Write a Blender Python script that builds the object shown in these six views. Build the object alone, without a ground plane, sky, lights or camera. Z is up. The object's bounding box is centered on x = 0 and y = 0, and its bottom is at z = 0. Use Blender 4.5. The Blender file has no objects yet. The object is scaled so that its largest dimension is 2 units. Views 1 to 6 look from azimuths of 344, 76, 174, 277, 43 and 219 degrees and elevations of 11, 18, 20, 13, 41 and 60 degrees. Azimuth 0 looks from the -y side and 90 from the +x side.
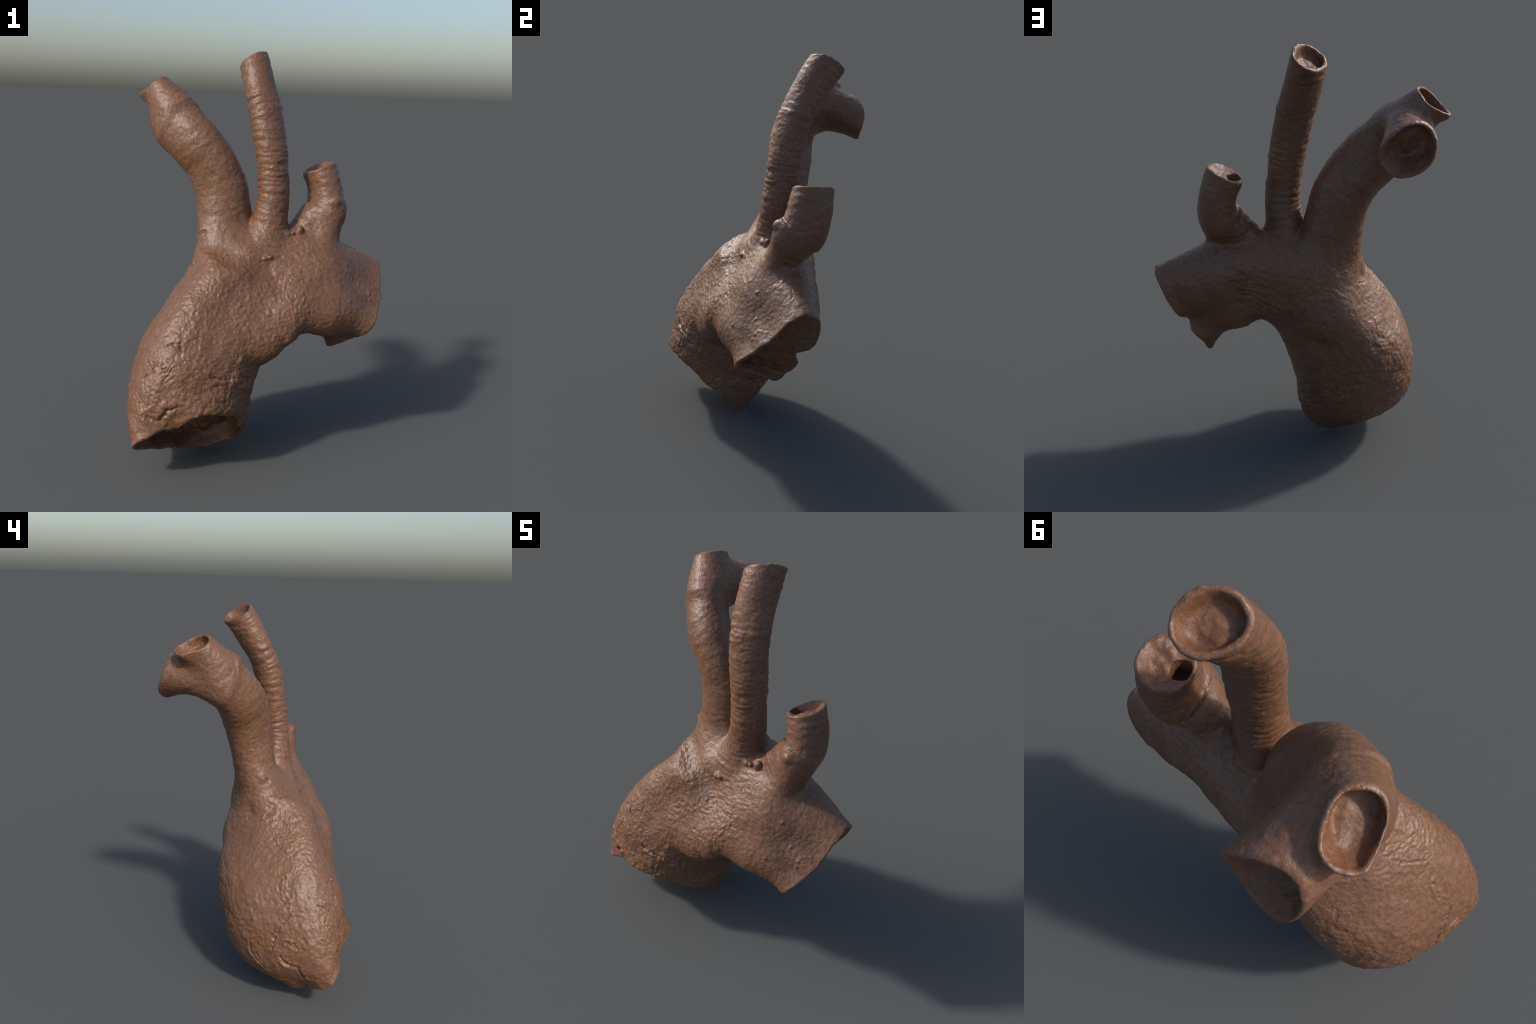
"""Aortic arch specimen: one big curved vessel (root, arch, descending stump) with
three branch arteries on top of the arch, all cut open at their ends.

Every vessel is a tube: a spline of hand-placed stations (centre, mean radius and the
2nd, 3rd, 4th harmonics of its cross-section).  Tubes are blended into one implicit
skin, cut by planes, hollowed, meshed with surface nets, roughened and then separated
into the anatomical parts."""
import bpy, math
import numpy as np

CELL = 0.0037         # mesh cell, metres
COARSE = 4            # coarse cell = COARSE * CELL

# ---------------------------------------------------------------- vessel stations
# centre x, y, z, mean radius, then cos/sin of harmonics 2, 3, 4 ...
ASCENDING = [
    (-0.386, -0.359, 0.092, 0.204, -0.017, -0.054, -0.014, -0.034, -0.007, 0.017, -0.025, 0.009, 0.017, -0.007),
    (-0.370, -0.269, 0.223, 0.282, -0.016, -0.034, -0.003, -0.009, -0.005, 0.010, -0.001, -0.002, 0.005, -0.001),
    (-0.356, -0.192, 0.352, 0.312, 0.003, -0.015, 0.004, 0.005, -0.007, 0.007, 0.002, -0.001, 0.001, 0),
    (-0.313, -0.145, 0.477, 0.311, 0.003, -0.010, 0.002, 0.010, -0.007, 0.009, 0.003, -0.002, 0.001, 0),
    (-0.244, -0.116, 0.604, 0.294, 0.006, -0.003, 0.009, 0.010, -0.003, 0.013, 0.002, -0.002, 0, 0.005),
    (-0.175, -0.099, 0.733, 0.263, 0, 0.002, 0.012, 0.008, 0, 0.010, 0.005, -0.003, 0.003, 0.006),
    (-0.122, -0.093, 0.852, 0.220, -0.008, 0.004, 0.012, 0.006, 0.002, 0.003, 0.006, -0.003, 0, 0),
    (-0.088, -0.088, 0.912, 0.179, -0.010, 0.007, 0.007, 0.003, 0.007, -0.001, 0.003, -0.003, -0.004, -0.010),
]
ARCH = [
    (-0.145, -0.080, 0.714, 0.219, 0.017, 0.066, 0.017, -0.026, -0.008, 0.017, 0.012, -0.006, -0.002, -0.005),
    (-0.028, -0.082, 0.795, 0.230, 0.013, 0.068, 0.008, -0.022, -0.012, 0.014, 0.007, -0.003, -0.002, -0.003),
    (0.090, -0.085, 0.845, 0.233, 0.007, 0.065, -0.002, -0.020, -0.014, 0.008, 0.003, -0.003, -0.004, -0.003),
    (0.188, -0.094, 0.858, 0.228, -0.002, 0.052, -0.006, -0.023, -0.013, 0.004, 0.004, 0.001, -0.004, -0.002),
    (0.278, -0.104, 0.843, 0.223, -0.013, 0.037, -0.006, -0.021, -0.018, 0.005, 0.004, 0.003, -0.002, -0.003),
    (0.359, -0.109, 0.809, 0.217, -0.012, 0.040, -0.011, -0.015, -0.012, 0.005, 0.004, 0.003, 0.001, 0),
    (0.442, -0.109, 0.768, 0.201, -0.021, 0.045, -0.018, -0.006, -0.002, 0.001, 0.004, 0.001, 0.002, 0.002),
    (0.525, -0.112, 0.725, 0.183, -0.036, 0.039, -0.031, 0.005, 0.005, 0.007, 0.014, -0.004, 0.002, 0.004),
]
BRACHIOCEPHALIC = [
    (-0.134, 0.016, 0.986, 0.139, -0.013, -0.021),
    (-0.137, 0.047, 1.148, 0.127, -0.014, -0.004),
    (-0.158, 0.069, 1.309, 0.121, -0.010, 0.010),
    (-0.213, 0.091, 1.438, 0.121, -0.005, 0.014),
    (-0.292, 0.121, 1.542, 0.120, -0.009, 0.012),
    (-0.360, 0.179, 1.630, 0.109, -0.008, 0.008),
    (-0.400, 0.231, 1.710, 0.096, -0.003, 0.003),
    (-0.428, 0.279, 1.766, 0.086, 0.002, 0.002),
    (-0.461, 0.327, 1.807, 0.078, 0.004, 0.008),
]
CAROTID = [
    (0.047, -0.038, 1.009, 0.109, 0.004, 0),
    (0.070, -0.033, 1.148, 0.094, 0.003, -0.001),
    (0.090, -0.031, 1.284, 0.082, 0, -0.002),
    (0.086, -0.017, 1.425, 0.081, -0.001, -0.004),
    (0.073, 0.003, 1.566, 0.082, -0.004, -0.006),
    (0.057, 0.039, 1.704, 0.080, -0.006, -0.009),
    (0.040, 0.105, 1.827, 0.082, -0.002, -0.008),
    (0.033, 0.167, 1.923, 0.083, 0.002, -0.007),
    (0.035, 0.226, 2.002, 0.082, 0.009, -0.005),
]
SUBCLAVIAN = [
    (0.283, -0.064, 1.049, 0.100, -0.021, 0.033),
    (0.324, -0.044, 1.116, 0.103, -0.012, 0.020),
    (0.352, -0.026, 1.161, 0.109, 0, 0.011),
    (0.382, -0.009, 1.200, 0.111, 0.014, 0.004),
    (0.393, 0.021, 1.248, 0.102, 0.014, 0.002),
    (0.388, 0.042, 1.327, 0.095, 0.010, 0.001),
    (0.366, 0.056, 1.406, 0.093, 0.006, 0.002),
]
SIDE_BRANCH = [
    (-0.373, 0.150, 1.630, 0.089, 0.024, 0.032),
    (-0.384, 0.257, 1.656, 0.096, 0.015, 0.022),
    (-0.373, 0.350, 1.665, 0.102, 0.007, 0.010),
    (-0.357, 0.429, 1.652, 0.106, -0.002, -0.003),
    (-0.338, 0.523, 1.631, 0.114, -0.005, -0.014),
]

# cuts: a point, the outward direction, and how the cut face dishes
# (constant, u, v, uu, uv, vv, then cubic terms, in units of 0.2 m across the face)
CUTS = {
    'root': ((-0.308, -0.315, 0.165), (0.216, -0.693, -0.688), (0.015, -0.020, 0.017, -0.012, 0.009, -0.020, 0.009, -0.011, 0.001, 0.001)),
    'stump': ((0.547, -0.120, 0.702), (0.840, 0.127, -0.520), (0.009, -0.001, -0.001, 0.015, 0.008, -0.006, -0.012, 0.030, 0.013, 0.002)),
    'carotid': ((0.033, 0.183, 1.953), (-0.200, 0.600, 1.000), (0.001, 0.044, 0.013, -0.001, 0.019, 0)),
    'tip': ((-0.459, 0.332, 1.811), (-0.350, 0.330, 0.940), (0, 0.024, 0.013, -0.004, -0.026, 0.041)),
    'side': ((-0.357, 0.490, 1.630), (0.050, 1.000, 0), (0.003, 0.007, -0.022, -0.025, 0.090, -0.038)),
    'subclav': ((0.362, 0.040, 1.420), (-0.400, 0.120, 1.000), (0.005, 0.004, -0.002, 0.018, 0, -0.009)),
}
BACK, UP = (0, 1, 0), (0, 0, 1)


# ---------------------------------------------------------------- noise
def _hash(ix, iy, iz, seed):
    h = (ix.astype(np.uint32) * np.uint32(374761393) + iy.astype(np.uint32) * np.uint32(668265263)
         + iz.astype(np.uint32) * np.uint32(2147483647 - 58) + np.uint32(seed * 974711 + 13))
    h = (h ^ (h >> np.uint32(13))) * np.uint32(1274126177)
    h = (h ^ (h >> np.uint32(16))) * np.uint32(2246822519)
    return (h ^ (h >> np.uint32(15)))


def noise(P, seed=0):
    """gradient noise, about -1..1"""
    P = np.asarray(P, float) + 100.0
    i = np.floor(P).astype(np.int64)
    f = P - i
    w = f * f * f * (f * (f * 6 - 15) + 10)
    out = np.zeros(len(P))
    for dx in (0, 1):
        for dy in (0, 1):
            for dz in (0, 1):
                h = _hash(i[:, 0] + dx, i[:, 1] + dy, i[:, 2] + dz, seed)
                gx = (h & np.uint32(1023)) / 511.5 - 1
                gy = ((h >> np.uint32(10)) & np.uint32(1023)) / 511.5 - 1
                gz = ((h >> np.uint32(20)) & np.uint32(1023)) / 511.5 - 1
                d = gx * (f[:, 0] - dx) + gy * (f[:, 1] - dy) + gz * (f[:, 2] - dz)
                ww = (w[:, 0] if dx else 1 - w[:, 0]) * (w[:, 1] if dy else 1 - w[:, 1]) * (w[:, 2] if dz else 1 - w[:, 2])
                out += ww * d
    return out * 1.5


def fbm(P, octaves=3, seed=0):
    o = 0
    for k in range(octaves):
        o = o + noise(P * 2.03 ** k, seed + k) * .5 ** k
    return o


def step(a, b, x):
    t = np.clip((x - a) / (b - a), 0, 1)
    return t * t * (3 - 2 * t)


def near(P, c, r):
    return np.exp(-((P - np.array(c)) ** 2).sum(1) / (r * r))


# ---------------------------------------------------------------- implicit tubes
def spline(K, n):
    K = np.asarray(K, float)
    P = np.vstack([2 * K[0] - K[1], K, 2 * K[-1] - K[-2]])
    t = (np.arange(n) / n)[:, None]
    o = []
    for i in range(len(K) - 1):
        a, b, c, d = P[i:i + 4]
        o.append(.5 * (2 * b + (c - a) * t + (2 * a - 5 * b + 4 * c - d) * t * t + (3 * b - a - 3 * c + d) * t ** 3))
    return np.vstack(o + [K[-1:]])


class Tube:
    def __init__(s, stations, ref, n=10, root=0, start=False, end=0):
        rows = [np.array(r, float) for r in stations]
        if root or start:        # reach on inside the parent vessel, or past the cut
            r = rows[0].copy()
            r[:3] -= (rows[1] - rows[0])[:3]
            r[3:] *= root or 1
            rows = [r] + rows
        if end:
            r = rows[-1].copy()
            r[:3] += (rows[-1] - rows[-2])[:3]
            r[3:] *= end         # 1 runs on straight, less tapers off
            rows = rows + [r]
        S = spline(rows, n)
        s.n, s.C, s.R = n, S[:, :3], S[:, 3:]
        T = np.gradient(s.C, axis=0)
        s.T = T / np.linalg.norm(T, axis=1)[:, None]
        ref = np.array(ref, float)
        U = ref - s.T * (s.T @ ref)[:, None]
        s.U = U / np.linalg.norm(U, axis=1)[:, None]
        s.V = np.cross(s.T, s.U)
        s.S = np.concatenate([[0], np.cumsum(np.linalg.norm(np.diff(s.C, axis=0), axis=1))])
        s.lo = s.C.min(0) - s.R[:, 0].max() - .16
        s.hi = s.C.max(0) + s.R[:, 0].max() + .16

    def local(s, P):
        """station number, offsets along the two section axes, axial rest, harmonics, arc length"""
        i = np.empty(len(P), int)
        cc = (s.C ** 2).sum(1)
        for a in range(0, len(P), 100000):
            i[a:a + 100000] = np.argmin(cc - 2 * (P[a:a + 100000] @ s.C.T), 1)
        w = ((P - s.C[i]) * s.T[i]).sum(1)
        j = np.clip(i + np.where(w > 0, 1, -1), 0, len(s.C) - 1)
        wj = ((P - s.C[j]) * s.T[j]).sum(1)
        den = w - wj
        ok = (j != i) & (np.abs(den) > 1e-6)
        f = np.where(ok, np.clip(w / np.where(ok, den, 1), 0, 1), 0)[:, None]
        L = lambda A: A[i] * (1 - f) + A[j] * f
        q = P - L(s.C)
        a, b, w = (q * L(s.U)).sum(1), (q * L(s.V)).sum(1), (q * L(s.T)).sum(1)
        return (i + (j - i) * f[:, 0]) / s.n, a, b, w, L(s.R), L(s.S[:, None])[:, 0]

    def sdf(s, P):
        out = np.full(len(P), .3)
        m = np.all((P > s.lo) & (P < s.hi), 1)
        if not m.any():
            return out
        t, a, b, w, R, arc = s.local(P[m])
        rho, th = np.hypot(a, b), np.arctan2(b, a)
        r = R[:, 0].copy()
        for k in range(1, R.shape[1] - 1, 2):
            h = (k + 3) // 2
            r += R[:, k] * np.cos(h * th) + R[:, k + 1] * np.sin(h * th)
        d = rho - np.maximum(r, .01)
        hi = arc - s.S[-1] + np.where(t > len(s.C) // s.n - .001, w, 0)
        lo = -arc - np.where(t < .001, w, 0)
        out[m] = smax(d, np.maximum(hi, lo), .03)
        return out


def smin(a, b, k):
    h = np.maximum(k - np.abs(a - b), 0) / k
    return np.minimum(a, b) - h * h * k * .25


def smax(a, b, k):
    return -smin(-a, -b, k)


def plane(P, o, n):
    n = np.array(n, float)
    return (P - np.array(o)) @ (n / np.linalg.norm(n))


def ball(P, c, r):
    return np.linalg.norm(P - np.array(c), axis=1) - r


def capsule(P, a, b, ra, rb):
    a, b = np.array(a), np.array(b)
    h = np.clip(((P - a) @ (b - a)) / ((b - a) @ (b - a)), 0, 1)
    return np.linalg.norm(P - a - h[:, None] * (b - a), axis=1) - (ra + (rb - ra) * h)


ascend = Tube(ASCENDING, BACK, start=True, end=.35)
arch = Tube(ARCH, BACK, root=.5, end=1)
brachio = Tube(BRACHIOCEPHALIC, BACK, root=.5, end=1)
side = Tube(SIDE_BRANCH, UP, end=1)
carotid = Tube(CAROTID, BACK, root=.5, end=1)
subclav = Tube(SUBCLAVIAN, BACK, root=.95, end=1)
OPENINGS = list(CUTS)


def cut_face(P, o, n, c):
    n = np.array(n, float) / np.linalg.norm(n)
    U = np.cross(n, [0, 0, 1.])
    U /= np.linalg.norm(U)
    V = np.cross(U, n)
    q = P - np.array(o)
    u, v = np.clip(q @ U * 5, -3, 3), np.clip(q @ V * 5, -3, 3)
    uu, vv = u * u, v * v
    terms = (1, u, v, uu, u * v, vv, uu * u, uu * v, u * vv, vv * v)
    return q @ n - sum(k * t for k, t in zip(c, terms))


def cuts(P):
    n1 = fbm(P * 9, 2, 5)
    n2 = fbm(P * 22, 2, 6)
    ragged = dict(root=.006 * n1 + .003 * n2, stump=.006 * n1 + .005 * n2, carotid=.004 * n2,
                  tip=.004 * n2, side=.004 * n1, subclav=.004 * n2)
    ragged['root'] += .012 * near(P, (-.545, -.447, .245), .05)
    ragged['stump'] += .010 * near(P, (.533, -.021, .672), .045)
    ragged['side'] -= .008
    return {o: cut_face(P, *CUTS[o]) + ragged[o] for o in OPENINGS}


def field(P):
    """signed distance of the finished wall, and the distance of the hollows"""
    c = cuts(P)
    d1, d2, db, ds, dc, dl = [t.sdf(P) for t in (ascend, arch, brachio, side, carotid, subclav)]
    k = .010
    A1 = smax(d1, c['root'], k)
    A2 = smax(d2, c['stump'], k)
    # torn flap hanging from the underside of the stump
    flap = smin(capsule(P, (.505, -.03, .62), (.417, -.083, .510), .018, .012),
                capsule(P, (.41, -.095, .585), (.417, -.083, .512), .034, .014), .02)
    A2 = smin(A2, smax(flap, c['stump'] - .006, .01), .03)
    A = smin(A1, A2, .10)
    A = smin(A, capsule(P, (.045, -.352, .665), (.080, -.366, .632), .018, .014), .02)   # shred under the arch
    A = smin(A, ball(P, (-.015, -.04, 1.0), .10), .08)      # web between the first two branches
    A = smin(A, ball(P, (-.085, -.085, .955), .10), .06)
    B = smin(db, capsule(P, (-.44, .31, 1.765), (-.505, .365, 1.762), .05, .022), .03)
    tip_raw = B
    B = smax(B, c['tip'], k)
    S = smax(ds, c['side'], .014)
    C = smax(dc, c['carotid'], k)
    L = smin(dl, ball(P, (.398, -.104, 1.260), .027), .018)
    L = smax(L, c['subclav'], k)
    br = smin(B, S, .07)
    D = smin(smin(A, br, .10), smin(A, C, .07), .012)
    D = smin(D, smin(A, L, .05), .012)
    # loose knots of tissue where the branches leave the arch
    m = (P[:, 2] > .93) & (P[:, 2] < 1.33) & (P[:, 0] > -.08) & (P[:, 0] < .48) & (np.abs(D) < .1)
    if m.any():
        Pm, Dm = P[m], D[m]
        for p, r in KNOTS:
            Dm = smin(Dm, ball(Pm, p, r), .014)
        D[m] = Dm
    # hollows: the tube less its wall, down to a floor
    lump = fbm(P * 14, 2, 9)

    def hollow(d, cut, wall, deep_wall, depth, floor=0, k=.03):
        u = np.clip(-cut / depth, 0, 1)
        return smax(d + wall + (deep_wall - wall) * u, -(cut + depth) + floor, k)
    H = dict(root=hollow(d1, c['root'], .016, .034, .10, .03 * lump, .02),
             stump=smax(hollow(d2, c['stump'], .014, .020, .036, .010 * lump + .35 * (P[:, 1] + .12), .015),
                        -ball(P, (.555, .005, .70), .048), .03),
             carotid=hollow(dc, c['carotid'], .016, .030, .040, .003 * lump, .012),
             tip=hollow(tip_raw, c['tip'], .012, .030, .048, .004 * lump, .015),
             side=hollow(ds, c['side'], .012, .040, .075, .012 * lump + .35 * (P[:, 2] - 1.64)),
             subclav=np.minimum(hollow(dl, c['subclav'], .014, .03, .014, .012 * lump),
                                smax(capsule(P, (.315, .045, 1.45), (.330, .04, 1.34), .036, .03), dl + .012, .01)))
    h = np.minimum.reduce([H[o] for o in OPENINGS])
    return smax(D, -h, .007), H


def knot(centre, spread, size, count, seed):
    g = np.random.default_rng(seed)
    return [(tuple(np.array(centre) + spread * g.normal(size=3) * (1, .5, .6)), size * g.uniform(.6, 1.15)) for _ in range(count)]


KNOTS = (knot((.210, -.108, 1.110), .014, .012, 9, 1) + knot((.140, -.112, 1.098), .013, .010, 7, 2)
         + knot((.012, -.182, 1.000), .012, .009, 5, 3) + knot((.398, -.108, 1.258), .012, .016, 6, 4)
         + knot((.10, .055, 1.13), .014, .010, 6, 5))


# ---------------------------------------------------------------- surface nets
def skin():
    lo = np.array([-.75, -.60, -.06])
    hi = np.array([.78, .60, 2.06])
    H = CELL * COARSE
    nc = np.ceil((hi - lo) / H).astype(int)
    ax = [lo[k] + H * (np.arange(nc[k]) + .5) for k in range(3)]
    G = np.stack(np.meshgrid(*ax, indexing='ij'), -1).reshape(-1, 3)
    f = field(G)[0]
    nf = nc * COARSE
    F = np.repeat(np.repeat(np.repeat((f.reshape(nc) > 0), COARSE, 0), COARSE, 1), COARSE, 2).astype(np.float32) * .2 - .1
    act = np.argwhere((np.abs(f) < H * 1.9).reshape(nc))
    o = np.stack(np.meshgrid(*[np.arange(COARSE)] * 3, indexing='ij'), -1).reshape(-1, 3)
    for a in range(0, len(act), 8000):
        I = (act[a:a + 8000, None] * COARSE + o[None]).reshape(-1, 3)
        F[I[:, 0], I[:, 1], I[:, 2]] = field(lo + (I + .5) * CELL)[0]
    S = F < 0
    corner = [(x, y, z) for x in (0, 1) for y in (0, 1) for z in (0, 1)]
    sl = lambda c, A: A[c[0]:A.shape[0] - 1 + c[0], c[1]:A.shape[1] - 1 + c[1], c[2]:A.shape[2] - 1 + c[2]]
    any_, all_ = sl(corner[0], S).copy(), sl(corner[0], S).copy()
    for c in corner[1:]:
        any_ |= sl(c, S)
        all_ &= sl(c, S)
    cells = np.argwhere(any_ & ~all_)
    val = {c: F[cells[:, 0] + c[0], cells[:, 1] + c[1], cells[:, 2] + c[2]].astype(float) for c in corner}
    acc, cnt = np.zeros((len(cells), 3)), np.zeros(len(cells))
    for p in corner:
        for k in range(3):
            if p[k] == 0:
                q = list(p)
                q[k] = 1
                q = tuple(q)
                m = (val[p] < 0) != (val[q] < 0)
                t = val[p][m] / (val[p][m] - val[q][m])
                pt = np.tile(np.array(p, float), (m.sum(), 1))
                pt[:, k] = t
                acc[m] += pt
                cnt[m] += 1
    V = lo + (cells + acc / cnt[:, None] + .5) * CELL
    idx = np.full(any_.shape, -1, np.int32)
    idx[cells[:, 0], cells[:, 1], cells[:, 2]] = np.arange(len(cells))
    Q = []
    for k in range(3):
        u, v = (k + 1) % 3, (k + 2) % 3
        a = [slice(None)] * 3
        b = [slice(None)] * 3
        a[k], b[k] = slice(0, -1), slice(1, None)
        E = np.argwhere(S[tuple(a)] != S[tuple(b)])
        E = E[(E[:, u] > 0) & (E[:, v] > 0) & (E[:, u] < nf[u] - 1) & (E[:, v] < nf[v] - 1)]
        inside = S[E[:, 0], E[:, 1], E[:, 2]]
        du, dv = np.eye(3, dtype=int)[u], np.eye(3, dtype=int)[v]
        g = lambda X: idx[X[:, 0], X[:, 1], X[:, 2]]
        q = np.stack([g(E - du - dv), g(E - dv), g(E), g(E - du)], 1)
        q[~inside] = q[~inside][:, ::-1]
        Q.append(q)
    Q = np.vstack(Q)
    Q = Q[(Q >= 0).all(1)]
    # keep the biggest connected shell only
    lab = np.arange(len(V))
    for _ in range(400):
        m = lab[Q].min(1)
        new = lab.copy()
        for k in range(4):
            np.minimum.at(new, Q[:, k], m)
        new = new[new]
        if (new == lab).all():
            break
        lab = new
    u, n = np.unique(lab, return_counts=True)
    keep = lab == u[n.argmax()]
    Q = Q[keep[Q].all(1)]
    remap = np.cumsum(keep) - 1
    return V[keep], remap[Q]


def smooth(V, Q, w, times):
    for _ in range(times):
        acc, cnt = np.zeros_like(V), np.zeros(len(V))
        for k in range(4):
            for m in (1, 3):
                np.add.at(acc, Q[:, k], V[Q[:, (k + m) % 4]])
                np.add.at(cnt, Q[:, k], 1)
        V = V + w * (acc / cnt[:, None] - V)
    return V


def vertex_normals(V, Q):
    n = np.cross(V[Q[:, 2]] - V[Q[:, 0]], V[Q[:, 3]] - V[Q[:, 1]])
    N = np.zeros_like(V)
    for k in range(4):
        np.add.at(N, Q[:, k], n)
    return N / np.maximum(np.linalg.norm(N, axis=1), 1e-12)[:, None]


# ---------------------------------------------------------------- relief
def relief(V, hollow):
    """height of folds, pebbling, ring wrinkles and cracks at each skin point"""
    d1, d2, db, ds, dc, dl = [t.sdf(V) for t in (ascend, arch, brachio, side, carotid, subclav)]
    da = np.minimum(d1, d2)
    warp = np.stack([fbm(V * 7, 2, 20 + k) for k in range(3)], 1)
    W = V + .012 * warp
    h = .0024 * fbm(V * 9, 2, 1) + .0014 * fbm(W * 40, 2, 2)
    d_small = np.minimum.reduce([db, ds, dc, dl])
    on_body = step(-.02, .05, d_small - da)
    # pebbles on the big vessel, drawn out a little along it
    peb = 0
    mixd = step(-.03, .03, d1 - d2)
    for tube, wgt in ((ascend, 1 - mixd), (arch, mixd)):
        t, a, b, w, _, s = tube.local(V)
        q = np.stack([s * 46, a * 52, b * 52], 1) + 1.0 * warp
        peb = peb + wgt * (noise(q, 31) + .55 * noise(q * 1.9, 32))
        if tube is arch:
            stump = mixd * step(4.6, 5.6, t)
    calm = step(-.25, .35, fbm(V * 3.1, 2, 40))
    front = step(.05, -.15, V[:, 1])
    flank = step(-.40, -.52, V[:, 0]) * step(.9, .7, V[:, 2])
    h += on_body * .0033 * peb * (.35 + .65 * np.maximum(calm, .7 * front)) * (1 - .55 * stump) * (1 - .5 * flank)
    # flat lumps lying across the back of the ascending part
    back = step(-.12, .05, V[:, 1]) * (1 - stump)
    h += on_body * back * .0042 * noise(W * [17, 17, 44] + warp, 33) * (.4 + .6 * calm)
    # cracks and lips, strongest low on the ascending part
    low = step(.95, .45, V[:, 2]) * step(.25, -.1, V[:, 0])
    h += on_body * low * .0038 * fbm(W * 19, 2, 55)
    r = noise(W * [8, 8, 12] + 1.6 * warp, 51) + .22 * noise(W * 45, 56)
    zone = step(-.05, .5, noise(V * 6.0, 52))
    h += on_body * low * .006 * np.clip(r / .25, -1, 1) * zone * np.exp(-(r / .3) ** 2)
    # single cracks: a groove with one swollen lip
    lump = 1 + .5 * noise(V * 40, 57)
    jig = V + .007 * np.stack([noise(V * 55, 80 + k) for k in range(3)], 1)
    for line, depth, width in CRACKS:
        P = np.array(line)
        m = np.all((V > P.min(0) - .05) & (V < P.max(0) + .05), 1)
        X = jig[m]
        d = np.full(len(X), 1.)
        for a, b in zip(P[:-1], P[1:]):
            d = np.minimum(d, capsule(X, a, b, 0, 0))
        lip = np.exp(-((d - 2.2 * width) / (1.6 * width)) ** 2) * step(-.5, .5, noise(X * 9, 58))
        h[m] += lump[m] * depth * (.55 * lip - np.exp(-(d / width) ** 2))
    # a fold lying slantwise across the first branch below its fork
    o, e1, e2 = np.array((-.359, .172, 1.746)), np.array((-.037, -.027, -.071)), np.array((.03, .03, .012))
    fn = np.cross(e1, e2)
    x = (V - o) @ (fn / np.linalg.norm(fn)) + .010 * warp[:, 0]
    h += .009 * (x / .012) * np.exp(-(x / .012) ** 2) * near(V, (-.372, .155, 1.71), .085)
    # ring wrinkles round the slim vessels
    for tube, d, amp, freq in ((carotid, dc, .0042, 46), (brachio, np.minimum(db, ds), .0030, 34), (subclav, dl, .0040, 30)):
        t, a, b, w, _, s = tube.local(V)
        on = step(.03, -.02, d - np.minimum(da, np.minimum.reduce([x for x in (db, ds, dc, dl) if x is not d] + [d + 9])))
        on = on * step(.05, 0, np.abs(d)) * (1 - on_body)
        ring = noise(np.stack([s * freq, a * 9, b * 9], 1) + .5 * warp, 61) + .45 * noise(np.stack([s * freq * 1.7, a * 24, b * 24], 1), 62)
        h += on * amp * ring * (.5 + .7 * step(-.3, .4, noise(V * 5, 63)))
    # single features
    for p, rad, hgt in BUMPS:
        h += hgt * near(V, p, rad)
    h = np.where(hollow, .35 * h + .004 * fbm(V * 16, 2, 70), h)
    return h


CRACKS = [     # course over the skin, depth, width
    (((-0.622, -0.202, 0.512), (-0.630, -0.163, 0.453), (-0.637, -0.134, 0.385), (-0.639, -0.126, 0.336)), 0.008, 0.006),
    (((-0.610, -0.165, 0.527), (-0.612, -0.200, 0.537), (-0.601, -0.198, 0.563)), 0.005, 0.004),
    (((-0.653, -0.196, 0.379), (-0.660, -0.231, 0.378), (-0.669, -0.253, 0.358)), 0.006, 0.005),
    (((-0.651, -0.170, 0.296), (-0.656, -0.200, 0.264), (-0.665, -0.257, 0.258), (-0.642, -0.286, 0.195), (-0.615, -0.322, 0.142)), 0.009, 0.007),
    (((-0.601, -0.007, 0.357), (-0.595, -0.015, 0.286), (-0.602, -0.068, 0.232), (-0.605, -0.098, 0.205)), 0.006, 0.005),
    (((-0.530, -0.173, 0.689), (-0.575, -0.166, 0.609), (-0.604, -0.199, 0.556)), 0.004, 0.004),
    (((-0.410, -0.086, 0.829), (-0.454, -0.142, 0.787), (-0.483, -0.188, 0.756)), 0.004, 0.004),
    (((-0.616, -0.377, 0.479), (-0.572, -0.400, 0.530), (-0.594, -0.337, 0.563)), 0.006, 0.004),
    (((-0.308, -0.055, 0.993), (-0.309, -0.085, 0.980), (-0.327, -0.080, 0.947), (-0.339, -0.038, 0.921)), 0.007, 0.005),
    (((-0.270, 0.096, 0.911), (-0.309, 0.050, 0.899)), 0.005, 0.004),
    (((-0.655, -0.368, 0.406), (-0.644, -0.403, 0.382), (-0.636, -0.426, 0.342)), 0.005, 0.004),
    (((-0.563, -0.333, 0.618), (-0.591, -0.337, 0.570)), 0.004, 0.003),
    (((-0.317, -0.463, 0.500), (-0.261, -0.457, 0.484), (-0.129, -0.395, 0.462)), 0.009, 0.006),
    (((-0.499, -0.380, 0.640), (-0.449, -0.398, 0.652), (-0.447, -0.412, 0.624)), 0.010, 0.006),
    (((-0.623, -0.385, 0.461), (-0.601, -0.385, 0.505), (-0.565, -0.410, 0.521), (-0.515, -0.425, 0.551)), 0.005, 0.004),
    (((-0.615, -0.392, 0.468), (-0.609, -0.415, 0.434), (-0.571, -0.451, 0.412)), 0.005, 0.004),
    (((-0.575, -0.360, 0.574), (-0.559, -0.396, 0.553), (-0.572, -0.397, 0.531)), 0.005, 0.004),
    (((-0.609, -0.447, 0.322), (-0.550, -0.462, 0.309), (-0.513, -0.473, 0.361), (-0.475, -0.479, 0.374)), 0.009, 0.010),
]
rng = np.random.default_rng(7)
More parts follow.
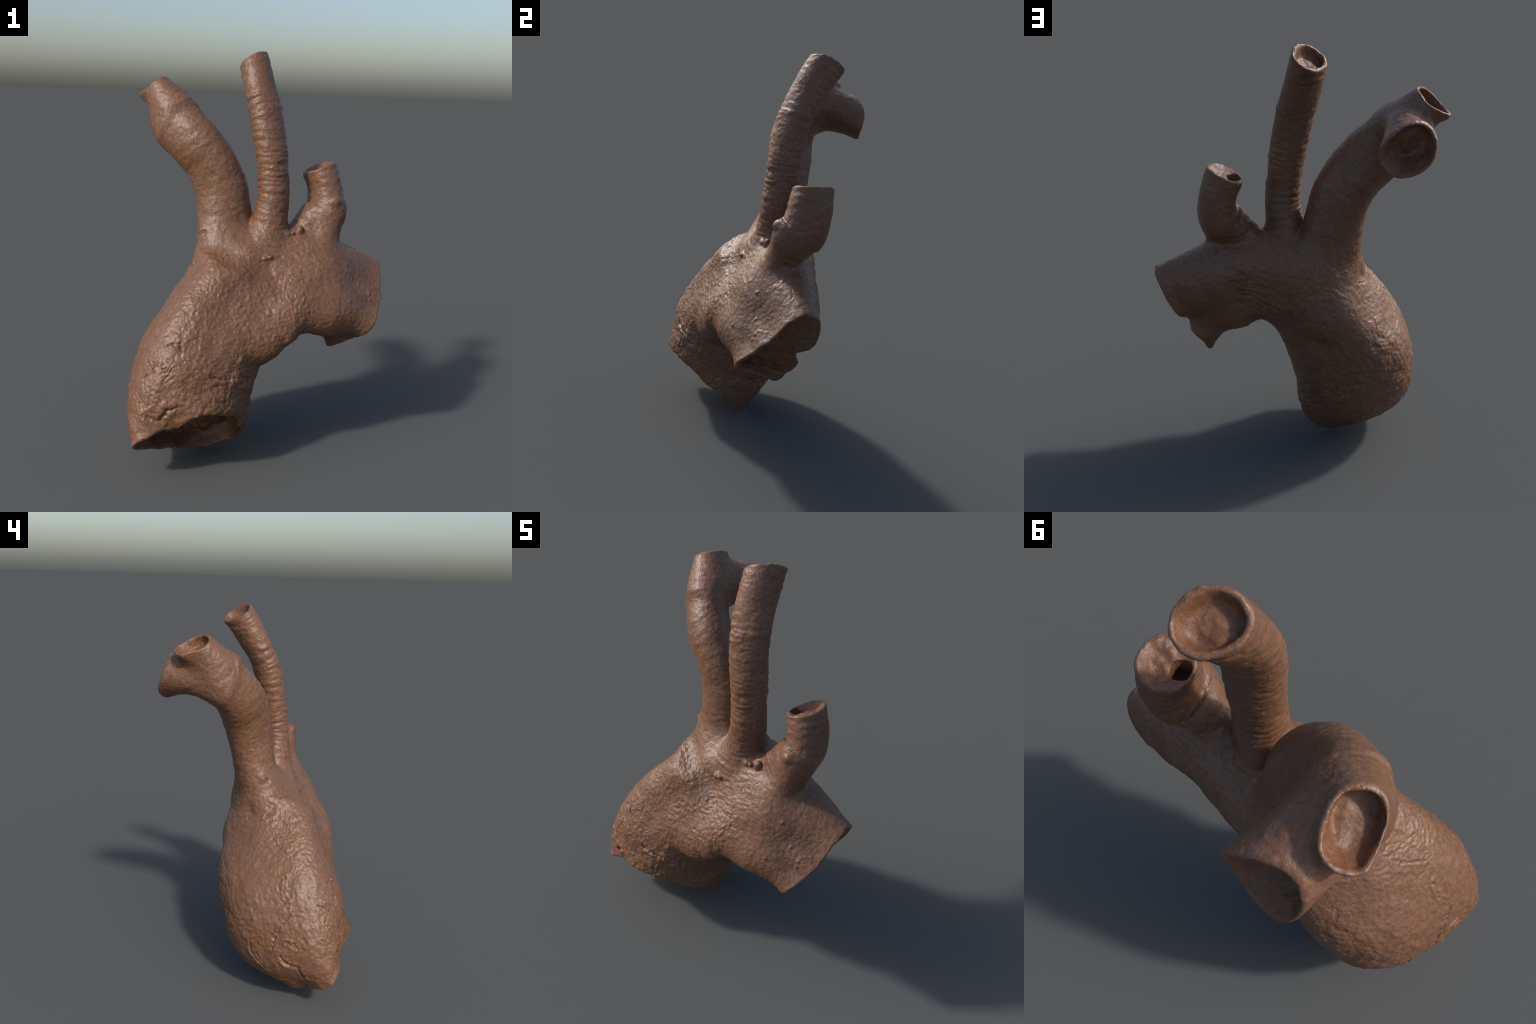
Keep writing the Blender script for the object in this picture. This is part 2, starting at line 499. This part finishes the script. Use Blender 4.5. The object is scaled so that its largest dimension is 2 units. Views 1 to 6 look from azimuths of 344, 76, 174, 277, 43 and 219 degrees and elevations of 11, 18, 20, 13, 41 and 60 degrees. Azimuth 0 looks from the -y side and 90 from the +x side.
BUMPS = [((-.299, .047, .936), .035, -.012), ((-.285, .020, .955), .018, .010), ((-.315, .075, .925), .016, .008),
         ((-.275, -.015, 1.116), .020, .012), ((-.262, -.035, 1.10), .012, -.010),
         ((-.359, .172, 1.746), .020, .008), ((-.396, .145, 1.675), .022, .006),
         ((.40, -.09, 1.225), .018, -.012)]
for k in range(9):       # a file of warts where the stump begins
    BUMPS.append(((.369 + .010 * rng.normal(), -.222 + .012 * rng.normal(), 1.0 - .016 * k), .007 + .003 * rng.random(), .007))
for p in ((.436, -.198, .954), (.499, -.215, .851), (.562, -.210, .813), (.556, -.240, .775), (.419, -.303, .790),
          (.555, -.225, .80), (.575, -.205, .80), (.024, -.198, .997), (.002, -.20, 1.0)):
    BUMPS.append((p, .008, .0055))          # lone nodules on the stump and under the middle branch
for k in range(60):      # small nodules strewn over the front
    BUMPS.append(((rng.uniform(-.6, .6), rng.uniform(-.5, .0), rng.uniform(.3, 1.05)), .006 + .005 * rng.random(), .006))
for k in range(30):      # and over the back of the ascending part
    BUMPS.append(((rng.uniform(-.65, .0), rng.uniform(-.1, .22), rng.uniform(.1, .9)), .007 + .006 * rng.random(), .006))


# ---------------------------------------------------------------- materials
def tissue(name, base, dark, light, warm, rough):
    m = bpy.data.materials.new(name)
    m.use_nodes = True
    nt = m.node_tree
    for n in list(nt.nodes):
        nt.nodes.remove(n)
    N, L = nt.nodes.new, nt.links.new

    def tex(scale, detail, roughness=.55):
        t = N('ShaderNodeTexNoise')
        t.inputs['Scale'].default_value = scale
        t.inputs['Detail'].default_value = detail
        t.inputs['Roughness'].default_value = roughness
        L(co.outputs['Object'], t.inputs['Vector'])
        return t

    def ramp(fac, a, b):
        r = N('ShaderNodeMapRange')
        r.interpolation_type = 'SMOOTHSTEP'
        r.inputs['From Min'].default_value, r.inputs['From Max'].default_value = a, b
        L(fac, r.inputs['Value'])
        return r.outputs['Result']

    def mix(fac, a, b):
        x = N('ShaderNodeMix')
        x.data_type = 'RGBA'
        L(fac, x.inputs['Factor'])
        for i, v in ((6, a), (7, b)):
            if isinstance(v, tuple):
                x.inputs[i].default_value = (*v, 1)
            else:
                L(v, x.inputs[i])
        return x.outputs[2]
    co = N('ShaderNodeTexCoord')
    big, mid, fine = tex(3.2, 3), tex(14, 4), tex(70, 4, .65)
    c = mix(ramp(big.outputs['Fac'], .40, .66), base, warm)
    c = mix(ramp(mid.outputs['Fac'], .50, .72), c, light)
    x = mix(ramp(mid.outputs['Fac'], .46, .28), c, dark)
    c = mix(ramp(fine.outputs['Fac'], .62, .30), x, dark)
    p = N('ShaderNodeBsdfPrincipled')
    L(c, p.inputs['Base Color'])
    p.inputs['Roughness'].default_value = rough
    p.inputs['Specular IOR Level'].default_value = .5
    g1, g2 = tex(55, 3), tex(150, 3)
    b1, b2 = N('ShaderNodeBump'), N('ShaderNodeBump')
    b1.inputs['Strength'].default_value, b1.inputs['Distance'].default_value = .55, .006
    b2.inputs['Strength'].default_value, b2.inputs['Distance'].default_value = .35, .002
    L(g1.outputs['Fac'], b1.inputs['Height'])
    L(g2.outputs['Fac'], b2.inputs['Height'])
    L(b1.outputs['Normal'], b2.inputs['Normal'])
    L(b2.outputs['Normal'], p.inputs['Normal'])
    out = N('ShaderNodeOutputMaterial')
    L(p.outputs['BSDF'], out.inputs['Surface'])
    return m


# ---------------------------------------------------------------- build
def build():
    V, Q = skin()
    V = smooth(V, Q, .5, 1)
    F, H = field(V)
    hmin = np.minimum.reduce([H[o] for o in OPENINGS])
    c = cuts(V)
    hollow = hmin < .004
    N = vertex_normals(smooth(V, Q, .5, 4), Q)
    V = V + N * relief(V, hollow)[:, None]
    # set the specimen on the ground and centre it
    V[:, 2] -= V[:, 2].min()
    N = vertex_normals(V, Q)

    # which part each face belongs to
    M = V[Q].mean(1)
    d = np.stack([t.sdf(M) for t in (ascend, arch, brachio, side, carotid, subclav)])
    d[2:] -= .012
    part = d.argmin(0)
    name = np.array(['ascending_aorta', 'aortic_arch', 'brachiocephalic_artery', 'side_artery', 'carotid_artery',
                     'subclavian_artery'], object)[part]
    name[(part == 2) & (brachio.local(M)[0] > 6.8)] = 'carotid_tip'
    name[(part == 1) & (arch.local(M)[0] > 5.0)] = 'descending_aorta'
    Hm = np.stack([H[o] for o in OPENINGS])[:, Q].mean(2)
    inner = Hm.min(0) < .003
    name[inner] = np.array(['lumen_' + o for o in OPENINGS], object)[Hm.argmin(0)][inner]

    outer_mat = tissue('preserved_tissue', (.170, .081, .046), (.124, .058, .032), (.186, .098, .061), (.170, .085, .039), .46)
    inner_mat = tissue('vessel_lining', (.172, .078, .038), (.110, .050, .026), (.186, .094, .056), (.182, .074, .030), .52)

    root = bpy.data.objects.new('aortic_arch_specimen', None)
    bpy.context.scene.collection.objects.link(root)
    root['label'] = 'brown preserved aortic arch with three cut open branch arteries'
    root['category'] = 'heart artery'

    def piece(key, nm, mat, parent):
        f = Q[name == key]
        if not len(f):
            return None
        u, inv = np.unique(f, return_inverse=True)
        me = bpy.data.meshes.new(nm)
        me.from_pydata(V[u].tolist(), [], inv.reshape(-1, 4).tolist())
        me.polygons.foreach_set('use_smooth', np.ones(len(f), bool))
        me.materials.append(mat)
        me.update()
        me.normals_split_custom_set_from_vertices(N[u].tolist())
        ob = bpy.data.objects.new(nm, me)
        bpy.context.scene.collection.objects.link(ob)
        ob.parent = parent
        return ob
    asc = piece('ascending_aorta', 'ascending_aorta', outer_mat, root)
    piece('aortic_arch', 'aortic_arch', outer_mat, root)
    desc = piece('descending_aorta', 'descending_aorta', outer_mat, root)
    bra = piece('brachiocephalic_artery', 'brachiocephalic_artery', outer_mat, root)
    sub = piece('side_artery', 'subclavian_artery', outer_mat, bra)
    tip = piece('carotid_tip', 'carotid_artery', outer_mat, bra)
    car = piece('carotid_artery', 'carotid_artery', outer_mat, root)
    sbl = piece('subclavian_artery', 'subclavian_artery', outer_mat, root)
    for o, p in zip(OPENINGS, (asc, desc, car, bra, bra, sbl)):
        piece('lumen_' + o, 'inner_lining', inner_mat, p)
    print('faces', len(Q), 'bounds', V.min(0).round(3), V.max(0).round(3))


build()
